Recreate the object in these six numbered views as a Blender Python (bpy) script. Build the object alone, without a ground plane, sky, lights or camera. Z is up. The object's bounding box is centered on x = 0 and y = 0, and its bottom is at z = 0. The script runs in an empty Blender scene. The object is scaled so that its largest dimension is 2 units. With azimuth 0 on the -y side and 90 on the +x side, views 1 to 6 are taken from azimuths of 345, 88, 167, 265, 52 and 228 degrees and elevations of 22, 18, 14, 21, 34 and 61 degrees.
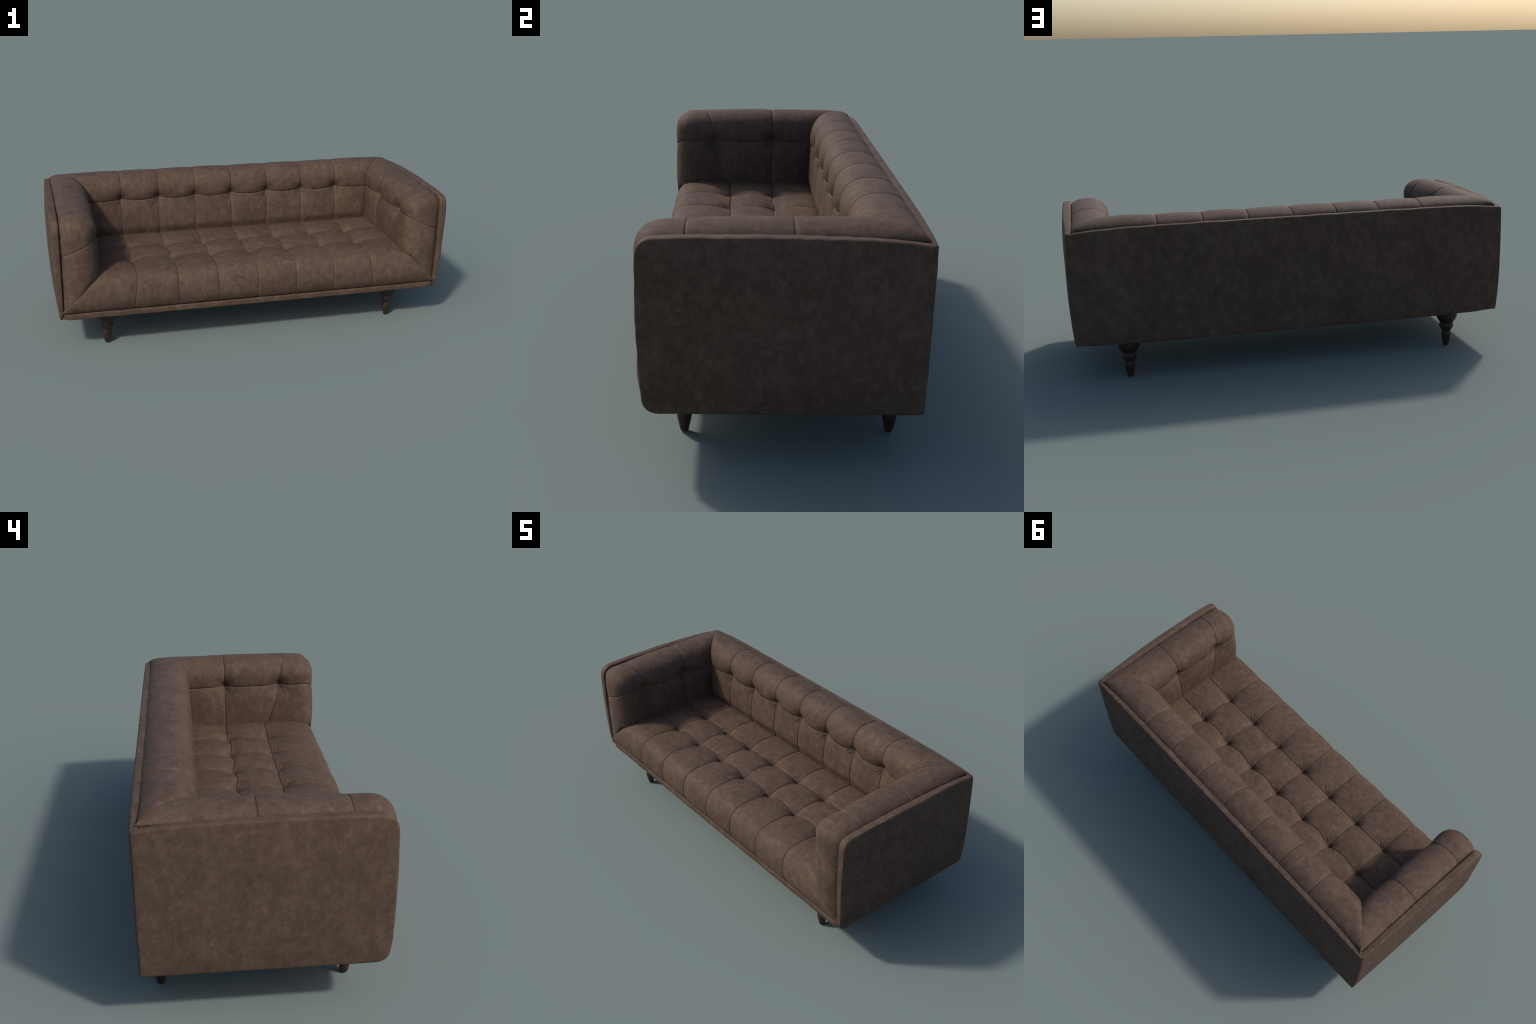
"""Tufted three-seat sofa: upholstered shell (two arm panels, back panel, front rail),
button-tufted seat, back and arm cushions, turned wooden legs."""
import bpy, bmesh, math, random
import numpy as np

random.seed(7)

# ---------------------------------------------------------------- dimensions
COLS = [-0.6, -0.4, -0.2, 0.0, 0.2, 0.4, 0.6]     # tuft columns, x
ROW_F, ROW_B = -0.174, 0.030                       # seat tuft rows, y
ARM_ROWS = (0.026, -0.232)                         # arm tuft columns, y
TUFT_Z = 0.581                                     # height of the tufts in back and arms
LEG_X, LEG_YF, LEG_YB = 0.749, -0.279, 0.342


# ---------------------------------------------------------------- materials
def N(nt, kind, **kw):
    n = nt.nodes.new(kind)
    for k, v in kw.items():
        if k in n.inputs.keys():
            n.inputs[k].default_value = v
        else:
            setattr(n, k, v)
    return n


def ramp(nt, fac, stops):
    r = nt.nodes.new('ShaderNodeValToRGB')
    e = r.color_ramp.elements
    while len(e) < len(stops):
        e.new(0.5)
    for el, (p, c) in zip(e, stops):
        el.position = p
        el.color = (c[0], c[1], c[2], 1.0)
    nt.links.new(fac, r.inputs['Fac'])
    return r.outputs['Color']


def mix(nt, mode, fac, a, b):
    m = nt.nodes.new('ShaderNodeMix')
    m.data_type = 'RGBA'
    m.blend_type = mode
    if isinstance(fac, float):
        m.inputs['Factor'].default_value = fac
    else:
        nt.links.new(fac, m.inputs['Factor'])
    for sock, val in ((m.inputs[6], a), (m.inputs[7], b)):
        if isinstance(val, tuple):
            sock.default_value = (*val, 1.0)
        else:
            nt.links.new(val, sock)
    return m.outputs[2]


def leather(name, streak=(1.0, 1.0, 0.72), tone=1.0):
    """Worn brown nubuck: soft cloudy patches, pale scuffs, faint fibre streaks."""
    mat = bpy.data.materials.new(name)
    mat.use_nodes = True
    nt = mat.node_tree
    L = nt.links.new
    bsdf = nt.nodes['Principled BSDF']
    tc = nt.nodes.new('ShaderNodeTexCoord')
    mp = N(nt, 'ShaderNodeMapping')
    mp.inputs['Scale'].default_value = streak
    L(tc.outputs['Object'], mp.inputs['Vector'])

    def noise(scale, detail, rough, dist):
        n = N(nt, 'ShaderNodeTexNoise', Scale=scale, Detail=detail, Roughness=rough, Distortion=dist)
        L(mp.outputs['Vector'], n.inputs['Vector'])
        return n.outputs['Fac']

    big = noise(9.0, 3.0, 0.55, 0.2)
    cloud = noise(31.0, 7.0, 0.68, 0.25)
    scuff = noise(48.0, 6.0, 0.66, 0.35)
    patch = noise(12.0, 3.0, 0.55, 0.3)
    t = tone
    base = ramp(nt, cloud, [(0.28, (0.067 * t, 0.0425 * t, 0.0295 * t)),
                            (0.50, (0.085 * t, 0.0545 * t, 0.0385 * t)),
                            (0.72, (0.114 * t, 0.0745 * t, 0.0550 * t))])
    wide = ramp(nt, big, [(0.30, (0.87, 0.86, 0.85)), (0.55, (1.0, 1.0, 1.0)), (0.75, (1.10, 1.10, 1.11))])
    col = mix(nt, 'MULTIPLY', 1.0, base, wide)
    fleck = ramp(nt, noise(75.0, 5.0, 0.7, 0.4), [(0.30, (0.86, 0.85, 0.84)), (0.50, (1.0, 1.0, 1.0)), (0.72, (1.15, 1.15, 1.16))])
    col = mix(nt, 'MULTIPLY', 1.0, col, fleck)
    m1 = ramp(nt, scuff, [(0.50, (0, 0, 0)), (0.78, (1, 1, 1))])
    m2 = ramp(nt, patch, [(0.42, (0, 0, 0)), (0.66, (1, 1, 1))])
    mm = mix(nt, 'MULTIPLY', 1.0, m1, m2)
    half = N(nt, 'ShaderNodeMath', operation='MULTIPLY')
    half.inputs[1].default_value = 0.62
    L(mm, half.inputs[0])
    col = mix(nt, 'MIX', half.outputs[0], col, (0.180 * t, 0.124 * t, 0.092 * t))
    L(col, bsdf.inputs['Base Color'])
    bsdf.inputs['Roughness'].default_value = 0.72
    bsdf.inputs['Specular IOR Level'].default_value = 0.17
    grain = noise(260.0, 3.0, 0.6, 0.0)
    soft = noise(34.0, 4.0, 0.6, 0.5)
    b1 = N(nt, 'ShaderNodeBump', Strength=0.10, Distance=0.004)
    L(soft, b1.inputs['Height'])
    b2 = N(nt, 'ShaderNodeBump', Strength=0.12, Distance=0.0008)
    L(grain, b2.inputs['Height'])
    L(b1.outputs['Normal'], b2.inputs['Normal'])
    L(b2.outputs['Normal'], bsdf.inputs['Normal'])
    return mat


def turned_wood():
    mat = bpy.data.materials.new('dark_walnut')
    mat.use_nodes = True
    nt = mat.node_tree
    bsdf = nt.nodes['Principled BSDF']
    tc = nt.nodes.new('ShaderNodeTexCoord')
    mp = N(nt, 'ShaderNodeMapping')
    mp.inputs['Scale'].default_value = (9.0, 9.0, 1.6)
    nt.links.new(tc.outputs['Object'], mp.inputs['Vector'])
    n = N(nt, 'ShaderNodeTexNoise', Scale=7.0, Detail=5.0, Roughness=0.6, Distortion=1.2)
    nt.links.new(mp.outputs['Vector'], n.inputs['Vector'])
    col = ramp(nt, n.outputs['Fac'], [(0.3, (0.016, 0.0080, 0.0065)), (0.55, (0.030, 0.0150, 0.0115)),
                                      (0.75, (0.056, 0.0280, 0.0200))])
    nt.links.new(col, bsdf.inputs['Base Color'])
    bsdf.inputs['Roughness'].default_value = 0.45
    bsdf.inputs['Specular IOR Level'].default_value = 0.4
    return mat


LEATHER = leather('brown_nubuck')
LEATHER_SHELL = leather('brown_nubuck_panel')
WOOD = turned_wood()
UNDER = bpy.data.materials.new('black_dust_cloth')
UNDER.use_nodes = True
UNDER.node_tree.nodes['Principled BSDF'].inputs['Base Color'].default_value = (0.012, 0.011, 0.010, 1)
UNDER.node_tree.nodes['Principled BSDF'].inputs['Roughness'].default_value = 0.95


# ---------------------------------------------------------------- helpers
def smooth(e0, e1, x):
    t = np.clip((x - e0) / (e1 - e0), 0.0, 1.0)
    return t * t * (3 - 2 * t)


def new_object(name, verts, faces, mat, parent):
    me = bpy.data.meshes.new(name)
    me.from_pydata([tuple(map(float, v)) for v in verts], [], faces)
    me.validate()
    me.materials.append(mat)
    for p in me.polygons:
        p.use_smooth = True
    ob = bpy.data.objects.new(name, me)
    bpy.context.scene.collection.objects.link(ob)
    ob.parent = parent
    return ob


def samples(breaks, per_metre, crowd=0.11, least=10):
    """Parameter values that crowd towards the breaks (the seams)."""
    out = []
    for a, b in zip(breaks[:-1], breaks[1:]):
        n = max(least, int(abs(b - a) * per_metre))
        t = np.arange(n) / n
        out.append(a + (b - a) * (t - crowd * np.sin(2 * np.pi * t)))
    out.append(np.array([breaks[-1]]))
    return np.concatenate(out)


def spline(points, n=400):
    """Catmull-Rom through 2D points, resampled evenly: returns arc length and points."""
    p = np.array(points, float)
    p = np.vstack([2 * p[0] - p[1], p, 2 * p[-1] - p[-2]])
    segs = []
    for i in range(1, len(p) - 2):
        t = np.linspace(0, 1, 40, endpoint=False)[:, None]
        a, b, c, d = p[i - 1], p[i], p[i + 1], p[i + 2]
        segs.append(0.5 * (2 * b + (c - a) * t + (2 * a - 5 * b + 4 * c - d) * t ** 2 + (3 * b - a - 3 * c + d) * t ** 3))
    q = np.vstack(segs + [p[-2:-1]])
    s = np.concatenate([[0], np.cumsum(np.linalg.norm(np.diff(q, axis=0), axis=1))])
    ss = np.linspace(0, s[-1], n)
    return ss, np.stack([np.interp(ss, s, q[:, 0]), np.interp(ss, s, q[:, 1])], 1)


def grid_normals(P, outward):
    du = np.gradient(P, axis=0)
    dv = np.gradient(P, axis=1)
    n = np.cross(du, dv)
    n /= np.maximum(np.linalg.norm(n, axis=2, keepdims=True), 1e-9)
    c = P.reshape(-1, 3).mean(0)
    if (n * np.array(outward)).sum(2).mean() < 0:
        n = -n
    return n


def seam_distance(coord, seams):
    d = np.full_like(coord, 9.0)
    for s in seams:
        d = np.minimum(d, np.abs(coord - s))
    return d


def cell_pillow(coord, breaks, sharp=2.8):
    """0 on every break, 1 midway between two breaks."""
    out = np.zeros_like(coord)
    for a, b in zip(breaks[:-1], breaks[1:]):
        lo, hi = min(a, b), max(a, b)
        m = (coord >= lo) & (coord <= hi)
        t = (coord - lo) / (hi - lo)
        out = np.where(m, 1 - np.abs(2 * t - 1) ** sharp, out)
    return out


def tufted(U, V, P, ub, vb, nodes, puff, pull, reach, groove, fans, edge, edge_w=0.016, hollow=(0, 0), calm=1.0):
    """Height along the normal of a padded, quilted and buttoned surface.
    U, V  metric coordinates on the surface;  ub, vb seams incl. borders;  nodes (u, v) of the tufts
    fans  list of (angle, strength) of the gathered pleats around each tuft."""
    h = puff * cell_pillow(U, ub) * cell_pillow(V, vb)
    du = seam_distance(U, ub[1:-1])
    dv = seam_distance(V, vb[1:-1])
    line = np.maximum(np.exp(-(du / 0.0029) ** 2), np.exp(-(dv / 0.0029) ** 2))
    wide = np.maximum(np.exp(-du / 0.016), np.exp(-dv / 0.016))
    h -= 0.0012 * wide
    h *= calm
    h -= groove * line
    rng = np.random.default_rng(11)
    for (nu, nv) in nodes:
        x, y = U - nu, V - nv
        r = np.hypot(x, y)
        near = r < 0.30
        h -= np.where(near, pull * (0.62 * np.exp(-r / reach) + 0.38 * np.exp(-(r / (reach * 0.9)) ** 2)), 0)
        rh = np.hypot(x - hollow[0], y - hollow[1])
        h -= 0.0085 * np.exp(-(rh / 0.011) ** 2)
        th = np.arctan2(y, x)
        for ang, amp in fans:
            d = (th - ang + np.pi) % (2 * np.pi) - np.pi
            d = d + rng.uniform(-0.05, 0.05)
            k = rng.uniform(0.36, 0.44)
            w = smooth(0.006, 0.014, r) * (1 - smooth(0.022, 0.055, r)) * np.exp(-(d / 0.44) ** 2)
            h -= amp * w * np.maximum(np.cos(2 * np.pi * (d + 0.12) / k), -0.25) * (1 - 0.9 * line)
    if edge:
        d = np.minimum(np.minimum(U - U.min(1, keepdims=True) if False else np.abs(U - ub[0]), np.abs(U - ub[-1])),
                       np.minimum(np.abs(V - vb[0]), np.abs(V - vb[-1])))
        h -= edge * np.exp(-d / edge_w * 1.6)
    return h


def undulate(P, amp, scale, seed):
    """Slow irregular swelling so that no two pads are the same."""
    rng = np.random.default_rng(seed)
    h = np.zeros(P.shape[:2])
    for i in range(9):
        k = rng.normal(size=3)
        k = k / np.linalg.norm(k) * scale * rng.uniform(0.6, 1.9)
        h += np.sin(P @ k + rng.uniform(0, 6.28)) * rng.uniform(0.4, 1.0)
    return h * amp / 3.0


def cushion(name, P, nrm, h, parent, skirt=0.035, skirt_u=None):
    """Displaced grid with a skirt turned inwards all round so that joints are closed."""
    Q = P + nrm * h[:, :, None]
    nu, nv = Q.shape[:2]
    verts = Q.reshape(-1, 3).tolist()
    idx = np.arange(nu * nv).reshape(nu, nv)
    faces = []
    flip = False
    a = np.cross(Q[1, 0] - Q[0, 0], Q[0, 1] - Q[0, 0])
    mid = (nu // 2, nv // 2)
    a = np.cross(Q[mid[0] + 1, mid[1]] - Q[mid], Q[mid[0], mid[1] + 1] - Q[mid])
    flip = a @ nrm[mid] < 0
    i0, i1, i2, i3 = idx[:-1, :-1].ravel(), idx[1:, :-1].ravel(), idx[1:, 1:].ravel(), idx[:-1, 1:].ravel()
    quads = np.stack([i0, i1, i2, i3], 1)
    loop = np.concatenate([idx[:, 0], idx[-1, 1:], idx[-2::-1, -1], idx[0, -2:0:-1]])
    flat = Q.reshape(-1, 3)
    fn = nrm.reshape(-1, 3)
    base = len(verts)
    drop = -fn[loop] * skirt
    if skirt_u is not None:
        # mitred ends run on along the joint, towards the corner
        ends = np.zeros((nu, nv), bool)
        ends[0, :] = True
        if name == 'back_cushion':
            ends[-1, :] = True
        e = ends.ravel()[loop]
        sgn = np.sign(flat[loop][:, 0]) if name == 'back_cushion' else np.ones(len(loop))
        along = np.array(skirt_u) * np.stack([sgn, sgn * 0 + 1, sgn * 0 + 1], 1)
        w = 1 - smooth(0.1, 0.5, np.abs(fn[loop][:, 2:3]))
        drop[e] = (along * w - fn[loop] * 0.02 * (1 - w))[e]
    verts += (flat[loop] + drop).tolist()
    m = len(loop)
    sk = [[loop[(k + 1) % m], loop[k], base + k, base + (k + 1) % m] for k in range(m)]
    quads = quads.tolist() + [[int(x) for x in f] for f in sk]
    if flip:
        quads = [f[::-1] for f in quads]
    return new_object(name, verts, quads, LEATHER, parent)


# ---------------------------------------------------------------- the sofa
sofa = bpy.data.objects.new('sofa', None)
bpy.context.scene.collection.objects.link(sofa)
sofa['label'] = 'low brown nubuck sofa with tufted cushions and turned legs'
sofa['category'] = 'sofa'


# ---- seat cushion -------------------------------------------------------
# where the seat meets the arm cushions on the front: a mitre running down to the rail corner
MITRE_Z = [0.205, 0.219, 0.267, 0.324, 0.362, 0.385, 0.50]
MITRE_X = [0.968, 0.962, 0.912, 0.866, 0.836, 0.806, 0.800]
LAP = 0.005      # how far the seat runs on under the arm cushions


def build_seat():
    prof = [(0.225, 0.372), (0.19, 0.390), (0.11, 0.395), (0.030, 0.395), (-0.08, 0.397), (-0.174, 0.397),
            (-0.26, 0.397), (-0.325, 0.393), (-0.366, 0.378), (-0.389, 0.348), (-0.400, 0.306), (-0.400, 0.262), (-0.384, 0.215)]
    s, q = spline(prof, 600)
    s_b = np.interp(-ROW_B, -q[:, 0], s)
    s_f = s[np.argmin(np.abs(q[:300, 0] - ROW_F))]
    vb = [0.0, s_b, s_f, s[-1]]
    ub = [-0.80] + COLS + [0.80]
    us, vs = samples(ub, 230), samples(vb, 220)
    U, V = np.meshgrid(us, vs, indexing='ij')
    y = np.interp(V, s, q[:, 0])
    z = np.interp(V, s, q[:, 1])
    # widen the outer panels towards the front mitre
    W = np.where(V > s_f, np.minimum(np.interp(z, MITRE_Z, MITRE_X) + LAP, 0.962), 0.81)
    x = np.where(np.abs(U) <= 0.6, U, np.sign(U) * (0.6 + (np.abs(U) - 0.6) / 0.2 * (W - 0.6)))
    # seams flare a little at the foot of the front; the rear row bows forward between the tufts
    x = x + np.sign(U) * 0.018 * smooth(s[-1] - 0.16, s[-1], V) * np.exp(-((np.abs(U) - 0.6) / 0.06) ** 2)
    between = np.sin(np.pi * (U / 0.2)) ** 2 * (np.abs(U) < 0.6)
    y = y - 0.010 * between * np.exp(-((V - s_b) / 0.05) ** 2) + 0.006 * between * np.exp(-((V - s_f) / 0.05) ** 2)
    P = np.stack([x, y, z], 2)
    nrm = grid_normals(P, (0, 0, 1))
    nodes = [(c, r) for c in COLS for r in (s_b, s_f)]
    # V runs towards the front, so the gathers on the front side have positive angles
    h = tufted(U, V, P, ub, vb, nodes, 0.0065, 0.029, 0.040, 0.0030,
               [(math.radians(32), 0.0085), (math.radians(138), 0.0085)], 0.006, hollow=(0, 0.004), calm=1 - 0.45 * smooth(s_f + 0.08, s_f + 0.18, V))
    h += undulate(P, 0.0014, 16, 3)
    return cushion('seat_cushion', P, nrm, h, sofa)


# ---- arm and back cushions ------------------------------------------------
PSI = math.radians(136)


def roll(psi, r_in, r_out):
    """Padded roll section: (towards the inside, upwards) for the angle psi from the inner face."""
    c, s = np.cos(psi), np.sin(psi)
    r = np.where(c > 0, r_in, r_out)
    return np.sign(c) * np.abs(c) ** 0.88 * r, np.abs(s) ** 0.94


def build_back():
    yc, zc, rz = 0.292, 0.610, 0.100
    z0 = 0.372
    low, flat, arc = TUFT_Z - z0, zc - TUFT_Z, PSI * 0.10
    vb = [0.0, low, low + flat + arc]
    ub = [-0.80] + COLS + [0.80]
    us, vs = samples(ub, 210), samples(vb, 200)
    U, V = np.meshgrid(us, vs, indexing='ij')
    psi = np.clip((V - low - flat) / arc, 0, 1) * PSI
    cin, sup = roll(psi, 0.097, 0.113)
    y = yc - cin
    z = np.where(psi > 0, zc + rz * sup, z0 + V)
    lean = 1 - smooth(z0, 0.56, z)
    y = y - 0.006 * lean + 0.012 * smooth(0.435, 0.385, z)
    # mitre against the arms
    W = y + 0.580
    x = np.where(np.abs(U) <= 0.6, U, np.sign(U) * (0.6 + (np.abs(U) - 0.6) / 0.2 * (W - 0.6)))
    between = np.sin(np.pi * U / 0.2) ** 2 * (np.abs(U) < 0.6) + (np.abs(U) >= 0.6) * np.sin(
        np.pi * np.clip((np.abs(U) - 0.6) / 0.4, 0, 1)) ** 2
    z = z - 0.004 * between * np.exp(-((V - low) / 0.05) ** 2)
    P = np.stack([x, y, z], 2)
    nrm = grid_normals(P, (0, -1, 0.5))
    nodes = [(c, low) for c in COLS]
    h = tufted(U, V, P, ub, vb, nodes, 0.0065, 0.028, 0.040, 0.0030,
               [(math.radians(-128), 0.0085), (math.radians(-48), 0.0065)], 0.004, hollow=(0, 0.010),
               calm=1 - 0.4 * smooth(0.9, 1.6, psi))
    # the upper pads hang slightly over the lower ones
    h += 0.003 * np.exp(-((V - low - 0.022) / 0.018) ** 2) * np.clip(between, 0, 1)
    h += undulate(P, 0.0014, 16, 5)
    Q = P + nrm * h[:, :, None]
    end = np.exp(-(0.80 - np.abs(U)) / 0.02) * (np.abs(U) > 0.6)
    Q[:, :, 0] += np.sign(U) * np.maximum(Q[:, :, 1] + 0.583 - np.abs(Q[:, :, 0]), -1) * np.where(end > 0.02, end, 0)
    return cushion('back_cushion', Q, nrm, 0 * h, sofa, skirt_u=(0.006, 0.012, 0))


def build_arm(side):
    xc, yc, zc = 0.877, -0.305, 0.606
    ry, rz = 0.098, 0.102
    arc = PSI * 0.10
    # u runs along the arm from the back mitre to the front and round to the shell edge
    ub_y = [0.20, ARM_ROWS[0], ARM_ROWS[1]]
    u1 = 0.20 - ARM_ROWS[0]
    u2 = 0.20 - ARM_ROWS[1]
    u_c = 0.20 - yc
    ub = [0.0, u1, u2, u_c + arc]
    z0 = 0.372
    low, flat = TUFT_Z - z0, zc - TUFT_Z
    vb = [0.0, low, low + flat + arc]
    us, vs = samples(ub, 210), samples(vb, 200)
    U, V = np.meshgrid(us, vs, indexing='ij')
    sx = np.clip((U - u_c) / arc, 0, 1)
    sy = np.clip((V - low - flat) / arc, 0, 1)
    X = sx * np.sqrt(1 - sy * sy / 2)
    Y = sy * np.sqrt(1 - sx * sx / 2)
    rho = np.hypot(X, Y)
    safe = np.maximum(rho, 1e-9)
    cin, sup = roll(rho * PSI, 0.097, 0.113)
    x = xc - cin
    # squarer than a ball at the front top corner
    box = ((X / safe) ** 3.4 + (Y / safe) ** 3.4 + 1e-12) ** (-1 / 3.4)
    fy, fz = sup * X / safe * box, sup * Y / safe * box
    y = np.where(sx > 0, yc - ry * fy, 0.20 - U)
    z = np.where(sy > 0, zc + rz * fz, z0 + V)
    # the roll sinks a little towards the front
    z = z - 0.012 * smooth(-0.05, -0.34, y) * smooth(0.58, 0.70, z)
    # lower row hangs from the sloping front seam down to the mitre with the seat
    zb = np.where(sx > 0, np.interp(x, MITRE_X[::-1], MITRE_Z[::-1]), z0)
    zb = np.where(x < 0.815, np.minimum(zb, z0), zb) - 0.004
    zs = TUFT_Z - 0.41 * np.clip(x - 0.785, 0, 1) * smooth(0.0, 0.45, sx)
    t = np.clip(V / low, 0, 1)
    z = np.where(V <= low, zb + (zs - zb) * t, z)
    up = np.clip((V - low) / (flat + arc), 0, 1)
    z = np.where(V > low, z + (zs - TUFT_Z) * (1 - up) ** 1.3 * (1 - sy), z)
    # front tuft seam swings forward at the top and back at the foot
    lean = np.exp(-((U - u2) / 0.11) ** 2)
    y = y + lean * (0.055 * (1 - smooth(0, low, V)) - 0.030 * smooth(low, low + flat + arc * 0.7, V)) * np.clip((u_c - U) / (u_c - u2), 0, 1) ** 0.8
    y = y + 0.003 * smooth(0.43, 0.35, z) * smooth(0.2, 0.7, sx)
    # back end follows the mitre plane
    ym = x - 0.580
    k = np.clip(1 - U / u1, 0, 1)
    y = np.where(U < u1, ARM_ROWS[0] + (ym - ARM_ROWS[0]) * k, y)
    P = np.stack([x, y, z], 2)
    nrm = grid_normals(P, (-1, -0.3, 0.3))
    # on the rounded front corner the section gives the normal directly
    ana = np.stack([-np.cos(rho * PSI), -np.sin(rho * PSI) * X / safe, np.sin(rho * PSI) * Y / safe], 2)
    k = (smooth(0.0, 0.25, np.minimum(sx, sy)))[:, :, None]
    nrm = nrm * (1 - k) + ana * k
    nrm /= np.linalg.norm(nrm, axis=2, keepdims=True)
    nodes = [(u1, low), (u2, low)]
    h = tufted(U, V, P, ub, vb, nodes, 0.0065, 0.028, 0.042, 0.0028,
               [(math.radians(-128), 0.0045), (math.radians(-48), 0.0065)], 0.004, hollow=(0, 0.010),
               calm=1 - 0.6 * smooth(0.1, 0.6, rho))
    h += undulate(P, 0.0014, 16, 8 + side)
    Q = P + nrm * h[:, :, None]
    end = np.exp(-U / 0.02)
    Q[:, :, 1] += (Q[:, :, 0] - 0.577 - Q[:, :, 1]) * np.where(end > 0.02, end, 0)
    Q = Q * np.array([side, 1, 1])
    nrm = nrm * np.array([side, 1, 1])
    return cushion('arm_cushion', Q, nrm, 0 * h, sofa, skirt_u=(side * 0.012, 0.006, 0))


# ---- upholstered shell ------------------------------------------------------
def loop_slab(name, ring_list, mat, parent, cap_first=True, cap_last=True):
    """Skin over closed rings of equal length."""
    rings = [np.asarray(r) for r in ring_list]
    m = len(rings[0])
    verts = np.vstack(rings).tolist()
    faces = []
    for k in range(len(rings) - 1):
        for i in range(m):
            j = (i + 1) % m
            faces.append([k * m + i, k * m + j, (k + 1) * m + j, (k + 1) * m + i])
    if cap_first:
        verts.append(rings[0].mean(0).tolist())
        c = len(verts) - 1
        faces += [[c, (i + 1) % m, i] for i in range(m)]
    if cap_last:
        verts.append(rings[-1].mean(0).tolist())
        c = len(verts) - 1
        o = (len(rings) - 1) * m
        faces += [[c, o + i, o + (i + 1) % m] for i in range(m)]
    ob = new_object(name, verts, faces, mat, parent)
    bm = bmesh.new()
    bm.from_mesh(ob.data)
    bmesh.ops.recalc_face_normals(bm, faces=bm.faces)
    bm.to_mesh(ob.data)
    bm.free()
    return ob


def rounded_outline(pts, radius, step=0.006):
    """Closed outline through straight edges with rounded corners, evenly sampled."""
    pts = [np.array(p, float) for p in pts]
    out = []
    n = len(pts)
    for i in range(n):
        a, b, c = pts[i - 1], pts[i], pts[(i + 1) % n]
        r = radius[i]
        d1 = (a - b) / np.linalg.norm(a - b)
        d2 = (c - b) / np.linalg.norm(c - b)
        p, q = b + d1 * r, b + d2 * r
        for t in np.linspace(0, 1, 9):
            out.append((1 - t) ** 2 * p + 2 * t * (1 - t) * b + t * t * q)
    out = np.array(out + [out[0]])
    s = np.concatenate([[0], np.cumsum(np.linalg.norm(np.diff(out, axis=0), axis=1))])
    m = int(s[-1] / step)
    ss = np.arange(m) / m * s[-1]
    return np.stack([np.interp(ss, s, out[:, 0]), np.interp(ss, s, out[:, 1])], 1)


def outline_normals(o):
    t = np.roll(o, -1, 0) - np.roll(o, 1, 0)
    n = np.stack([t[:, 1], -t[:, 0]], 1)
    n /= np.maximum(np.linalg.norm(n, axis=1, keepdims=True), 1e-9)
    if ((o - o.mean(0)) * n).sum() < 0:
        n = -n
    for _ in range(3):
        n = (np.roll(n, 1, 0) + n + np.roll(n, -1, 0)) / 3
    return n / np.maximum(np.linalg.norm(n, axis=1, keepdims=True), 1e-9)


def gathers(o, seed, amp=0.0008):
    """Small irregular puckers along a rim."""
    rng = np.random.default_rng(seed)
    s = np.concatenate([[0], np.cumsum(np.linalg.norm(np.diff(o, axis=0), axis=1))])
    w = np.zeros(len(o))
    total = s[-1] + np.linalg.norm(o[0] - o[-1])
    for i in range(14):
        f = int(rng.integers(4, 42))
        w += np.sin(2 * np.pi * f * s / total + rng.uniform(0, 6.28)) * rng.uniform(0.3, 1)
    return amp * w / 3.5


def build_arm_panel(side):
    # side outline in (y, z)
    o = rounded_outline([(0.396, 0.667), (0.396, 0.1725), (-0.10, 0.1725), (-0.378, 0.1735), (-0.3880, 0.29), (-0.3930, 0.45),
                         (-0.391, 0.680), (-0.27, 0.688), (0.05, 0.690), (0.30, 0.681)],
                        [0.014, 0.014, 0.10, 0.046, 0.06, 0.07, 0.052, 0.06, 0.10, 0.07])
    n = outline_normals(o)
    g = gathers(o, 21 + side)[:, None]

    def out_x(p):
        y, z = p[:, 0], p[:, 1]
        x = 0.9835 + 0.0165 * (1 - np.clip(np.abs((z - 0.46) / 0.290), 0, 1) ** 2.4) * (
            0.35 + 0.65 * (1 - np.clip(np.abs(y / 0.40), 0, 1) ** 2.6))
        x = x - 0.008 * (1 - np.clip((z - 0.175) / 0.22, 0, 1)) ** 2.2
        x = x + 0.006 * smooth(0.40, 0.62, z) * smooth(0.36, 0.0, y)
        return x

    def inner_x(p):
        # the front edge narrows at the foot, where it is mitred against the rail
        return np.minimum(0.958 + np.clip(0.218 - p[:, 1], 0, 0.05) * 0.42, out_x(p) - 0.0165)

    def ring(p, x):
        return np.stack([side * x, p[:, 0], p[:, 1]], 1)

    c = np.array([0.0, 0.43])
    rings = []
    for k in (0.12, 0.25, 0.40, 0.55, 0.68, 0.79, 0.87, 0.93):
        p = c + (o - c) * k
        rings.append(ring(p, out_x(p)))
    R = 0.008
    p = o - n * (R + 0.006)
    rings.append(ring(p, out_x(p)))
    for a in np.linspace(0, 90, 6):
        p = o - n * R * (1 - math.sin(math.radians(a))) + n * g * math.sin(math.radians(a))
        rings.append(ring(p, out_x(p) - R * (1 - math.cos(math.radians(a)))))
    for a in np.linspace(0, 90, 6):
        p = o - n * R * (1 - math.cos(math.radians(a))) + n * g * math.cos(math.radians(a))
        rings.append(ring(p, inner_x(o) + R * (1 - math.sin(math.radians(a)))))
    p = o - n * 0.05
    rings.append(ring(p, inner_x(o)))
    return loop_slab('arm_panel', rings, LEATHER_SHELL, sofa, cap_first=True, cap_last=True)


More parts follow.
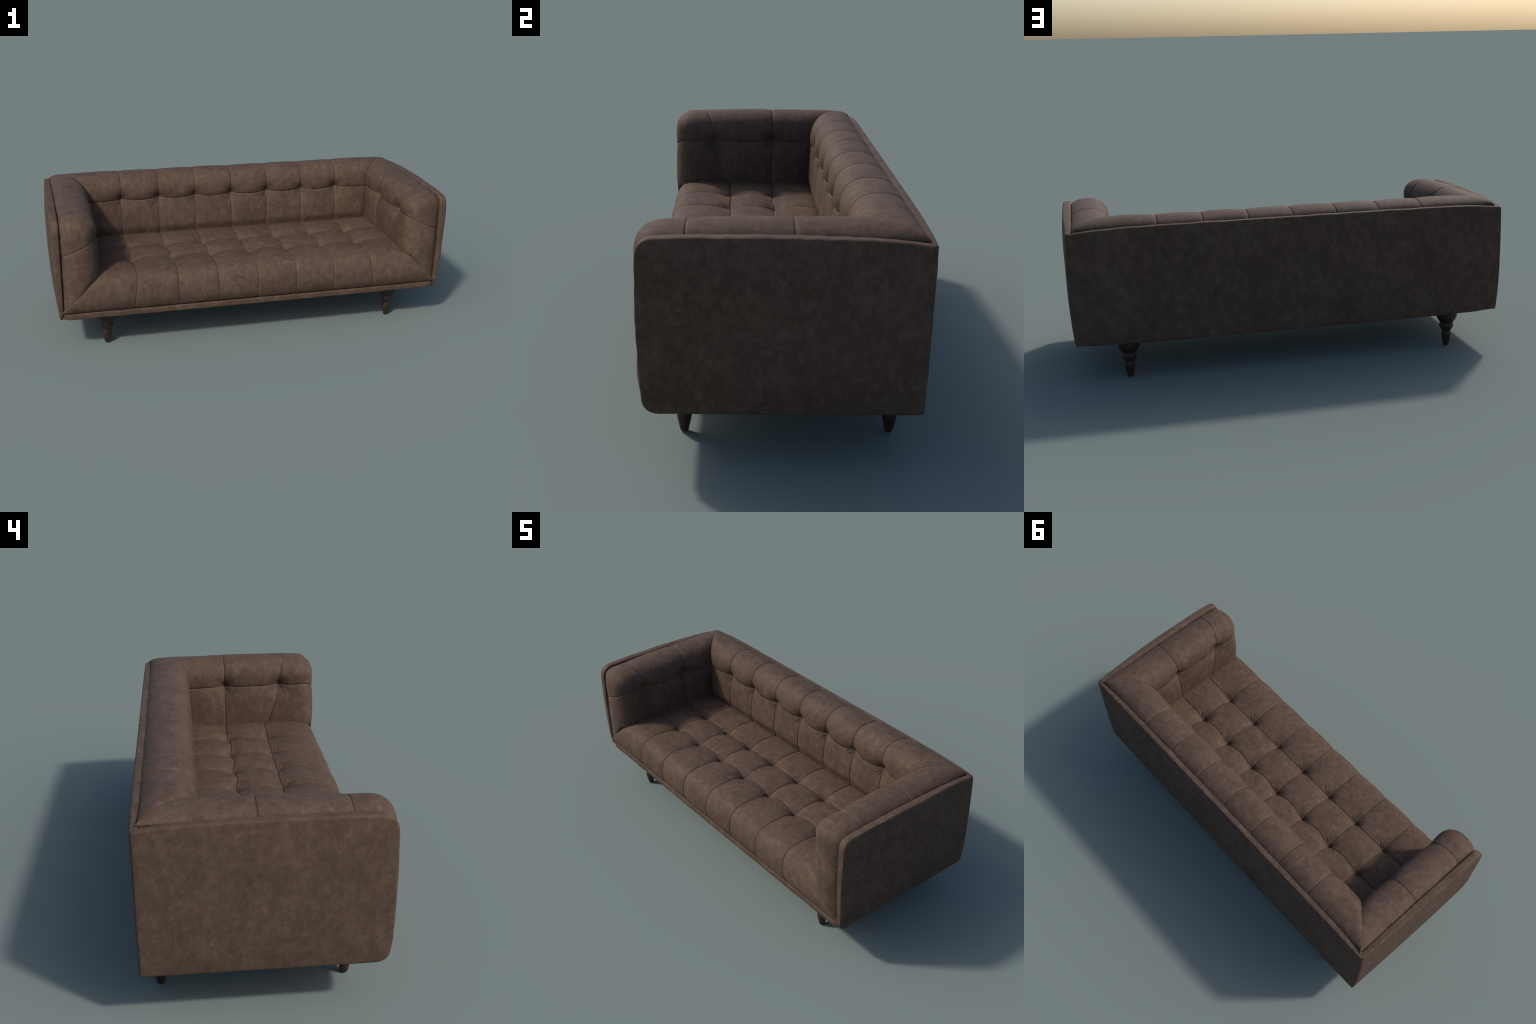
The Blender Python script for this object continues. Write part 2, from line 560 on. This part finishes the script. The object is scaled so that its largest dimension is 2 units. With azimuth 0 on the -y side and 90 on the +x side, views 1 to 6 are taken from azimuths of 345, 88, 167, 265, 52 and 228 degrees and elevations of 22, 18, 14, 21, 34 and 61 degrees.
def build_back_panel():
    def bow(x):
        return 1 - np.abs(np.clip(x / 0.98, -1, 1)) ** 8
    top = [(x, 0.6665 + 0.018 * bow(x)) for x in np.linspace(0.979, -0.979, 41)]
    bot = [(x, 0.1775 - 0.012 * bow(x)) for x in np.linspace(-0.975, 0.975, 41)]
    raw = np.array(top + [(-0.979, 0.58), (-0.978, 0.45), (-0.976, 0.30)] + bot
                   + [(0.976, 0.30), (0.978, 0.45), (0.979, 0.58), (0.979, 0.6665)])
    s = np.concatenate([[0], np.cumsum(np.linalg.norm(np.diff(raw, axis=0), axis=1))])
    m = 900
    ss = np.arange(m) / m * s[-1]
    o = np.stack([np.interp(ss, s, raw[:, 0]), np.interp(ss, s, raw[:, 1])], 1)
    n = outline_normals(o)
    g = gathers(o, 5, 0.0008)[:, None] * (np.abs(n[:, 1:2]) > 0.7)

    def out_y(p):
        return 0.397 + 0.008 * (1 - np.clip(np.abs((p[:, 1] - 0.43) / 0.26), 0, 1) ** 3) * (
            1 - np.clip(np.abs(p[:, 0] / 0.985), 0, 1) ** 10)

    def ring(p, y):
        return np.stack([p[:, 0], y, p[:, 1]], 1)

    rings = []
    half = np.array([1.0, 1.0])
    for k in (0.10, 0.25, 0.42, 0.60, 0.76, 0.88, 0.95):
        p = np.stack([o[:, 0] * (1 - (1 - k) * 0.27), 0.43 + (o[:, 1] - 0.43) * k], 1)
        rings.append(ring(p, out_y(p)))
    R = 0.007
    for a in np.linspace(0, 90, 6):
        p = o - n * R * (1 - math.sin(math.radians(a))) + n * g * math.sin(math.radians(a))
        rings.append(ring(p, out_y(o) - R * (1 - math.cos(math.radians(a)))))
    for a in np.linspace(0, 90, 6):
        p = o - n * R * (1 - math.cos(math.radians(a))) + n * g * math.cos(math.radians(a))
        p = p.copy()
        w = np.clip(np.abs(p[:, 0]) - 0.95, 0, 1) * math.cos(math.radians(90 - a))
        p[:, 0] -= np.sign(p[:, 0]) * w
        rings.append(ring(p, 0.366 + R * (1 - np.sin(np.radians(a))) + 0 * o[:, 0]))
    p = np.stack([np.clip(o[:, 0], -0.95, 0.95), np.clip(o[:, 1], 0.2, 0.64)], 1)
    rings.append(ring(p, 0.366 + 0 * o[:, 0]))
    # long flat centre strip instead of a fan
    return loop_slab('back_panel', rings, LEATHER_SHELL, sofa)


def build_rail():
    """Padded rail under the front of the seat, mitred into the arm panels."""
    sec = rounded_outline([(-0.382, 0.2135), (-0.340, 0.2135), (-0.340, 0.1800), (-0.3795, 0.1800)],
                          [0.009, 0.004, 0.004, 0.010], 0.002)
    xs = np.concatenate([[-1], np.linspace(-0.995, 0.995, 160), [1]])
    rings = []
    rng = np.random.default_rng(4)
    ph = rng.uniform(0, 6.28, 8)
    fr = rng.uniform(5, 40, 8)
    for t in xs:
        w = 0.0003 * sum(math.sin(f * t + p) for f, p in zip(fr, ph)) / 2
        end = 0.9565 + np.clip(0.218 - sec[:, 1], 0, 0.05) * 0.25
        p = sec.copy()
        if abs(t) == 1:
            c = sec.mean(0)
            p = c + (sec - c) * 0.86
        sag = 0.0017 * (1 - t * t)
        tip = float(smooth(0.965, 1.0, abs(t)))
        low = np.clip((0.2145 - p[:, 1]) / 0.038, 0, 1)
        rings.append(np.stack([t * end, p[:, 0] + w + tip * (0.003 + 0.006 * low),
                               p[:, 1] + w * 0.6 - sag + tip * 0.006 * low], 1))
    return loop_slab('front_rail', rings, LEATHER_SHELL, sofa)


def build_base():
    """Hollow dark underside closing the shell between rail and panels."""
    o = rounded_outline([(0.955, 0.372), (-0.955, 0.372), (-0.955, -0.345), (0.955, -0.345)], [0.01] * 4, 0.02)
    rings = [np.stack([o[:, 0], o[:, 1], 0 * o[:, 0] + z], 1) for z in (0.186, 0.30)]
    return loop_slab('base_board', rings, UNDER, sofa)


# ---- legs -----------------------------------------------------------------------
def leg_mesh():
    prof = [(0.0, 0.0), (0.0095, 0.0), (0.0125, 0.0025), (0.0138, 0.008), (0.0172, 0.024), (0.0207, 0.040),
            (0.0224, 0.052), (0.0222, 0.062), (0.0207, 0.071), (0.0200, 0.0745), (0.0232, 0.080), (0.0283, 0.087),
            (0.0322, 0.095), (0.0330, 0.102), (0.0320, 0.109), (0.0303, 0.1145), (0.0345, 0.121), (0.0415, 0.130),
            (0.0465, 0.141), (0.0488, 0.153), (0.0492, 0.168), (0.0492, 0.195)]
    # round off between the turning marks, keep the grooves crisp
    pts = np.array(prof)
    seg = 40
    verts, faces = [], []
    fine = []
    grooves = {9, 15}
    parts = [pts[1:10], pts[9:16], pts[15:]]
    for k, part in enumerate(parts):
        s, q = spline(part, 26)
        fine += q.tolist() if k == 0 else q[1:].tolist()
    verts.append((0, 0, 0))
    for r, z in fine:
        for i in range(seg):
            a = 2 * math.pi * i / seg
            verts.append((r * math.cos(a), r * math.sin(a), z))
    for i in range(seg):
        faces.append([0, 1 + (i + 1) % seg, 1 + i])
    for k in range(len(fine) - 1):
        for i in range(seg):
            j = (i + 1) % seg
            faces.append([1 + k * seg + i, 1 + k * seg + j, 1 + (k + 1) * seg + j, 1 + (k + 1) * seg + i])
    return verts, faces


build_seat()
build_back()
build_arm(-1)
build_arm(1)
build_arm_panel(-1)
build_arm_panel(1)
build_back_panel()
build_rail()
build_base()
v, f = leg_mesh()
first = None
for sx in (-1, 1):
    for y in (LEG_YF, LEG_YB):
        if first is None:
            ob = first = new_object('leg', v, f, WOOD, sofa)
        else:
            ob = first.copy()
            bpy.context.scene.collection.objects.link(ob)
        ob.location = (sx * LEG_X, y, 0)
        ob.rotation_euler = (0, 0, random.uniform(0, 6.28))
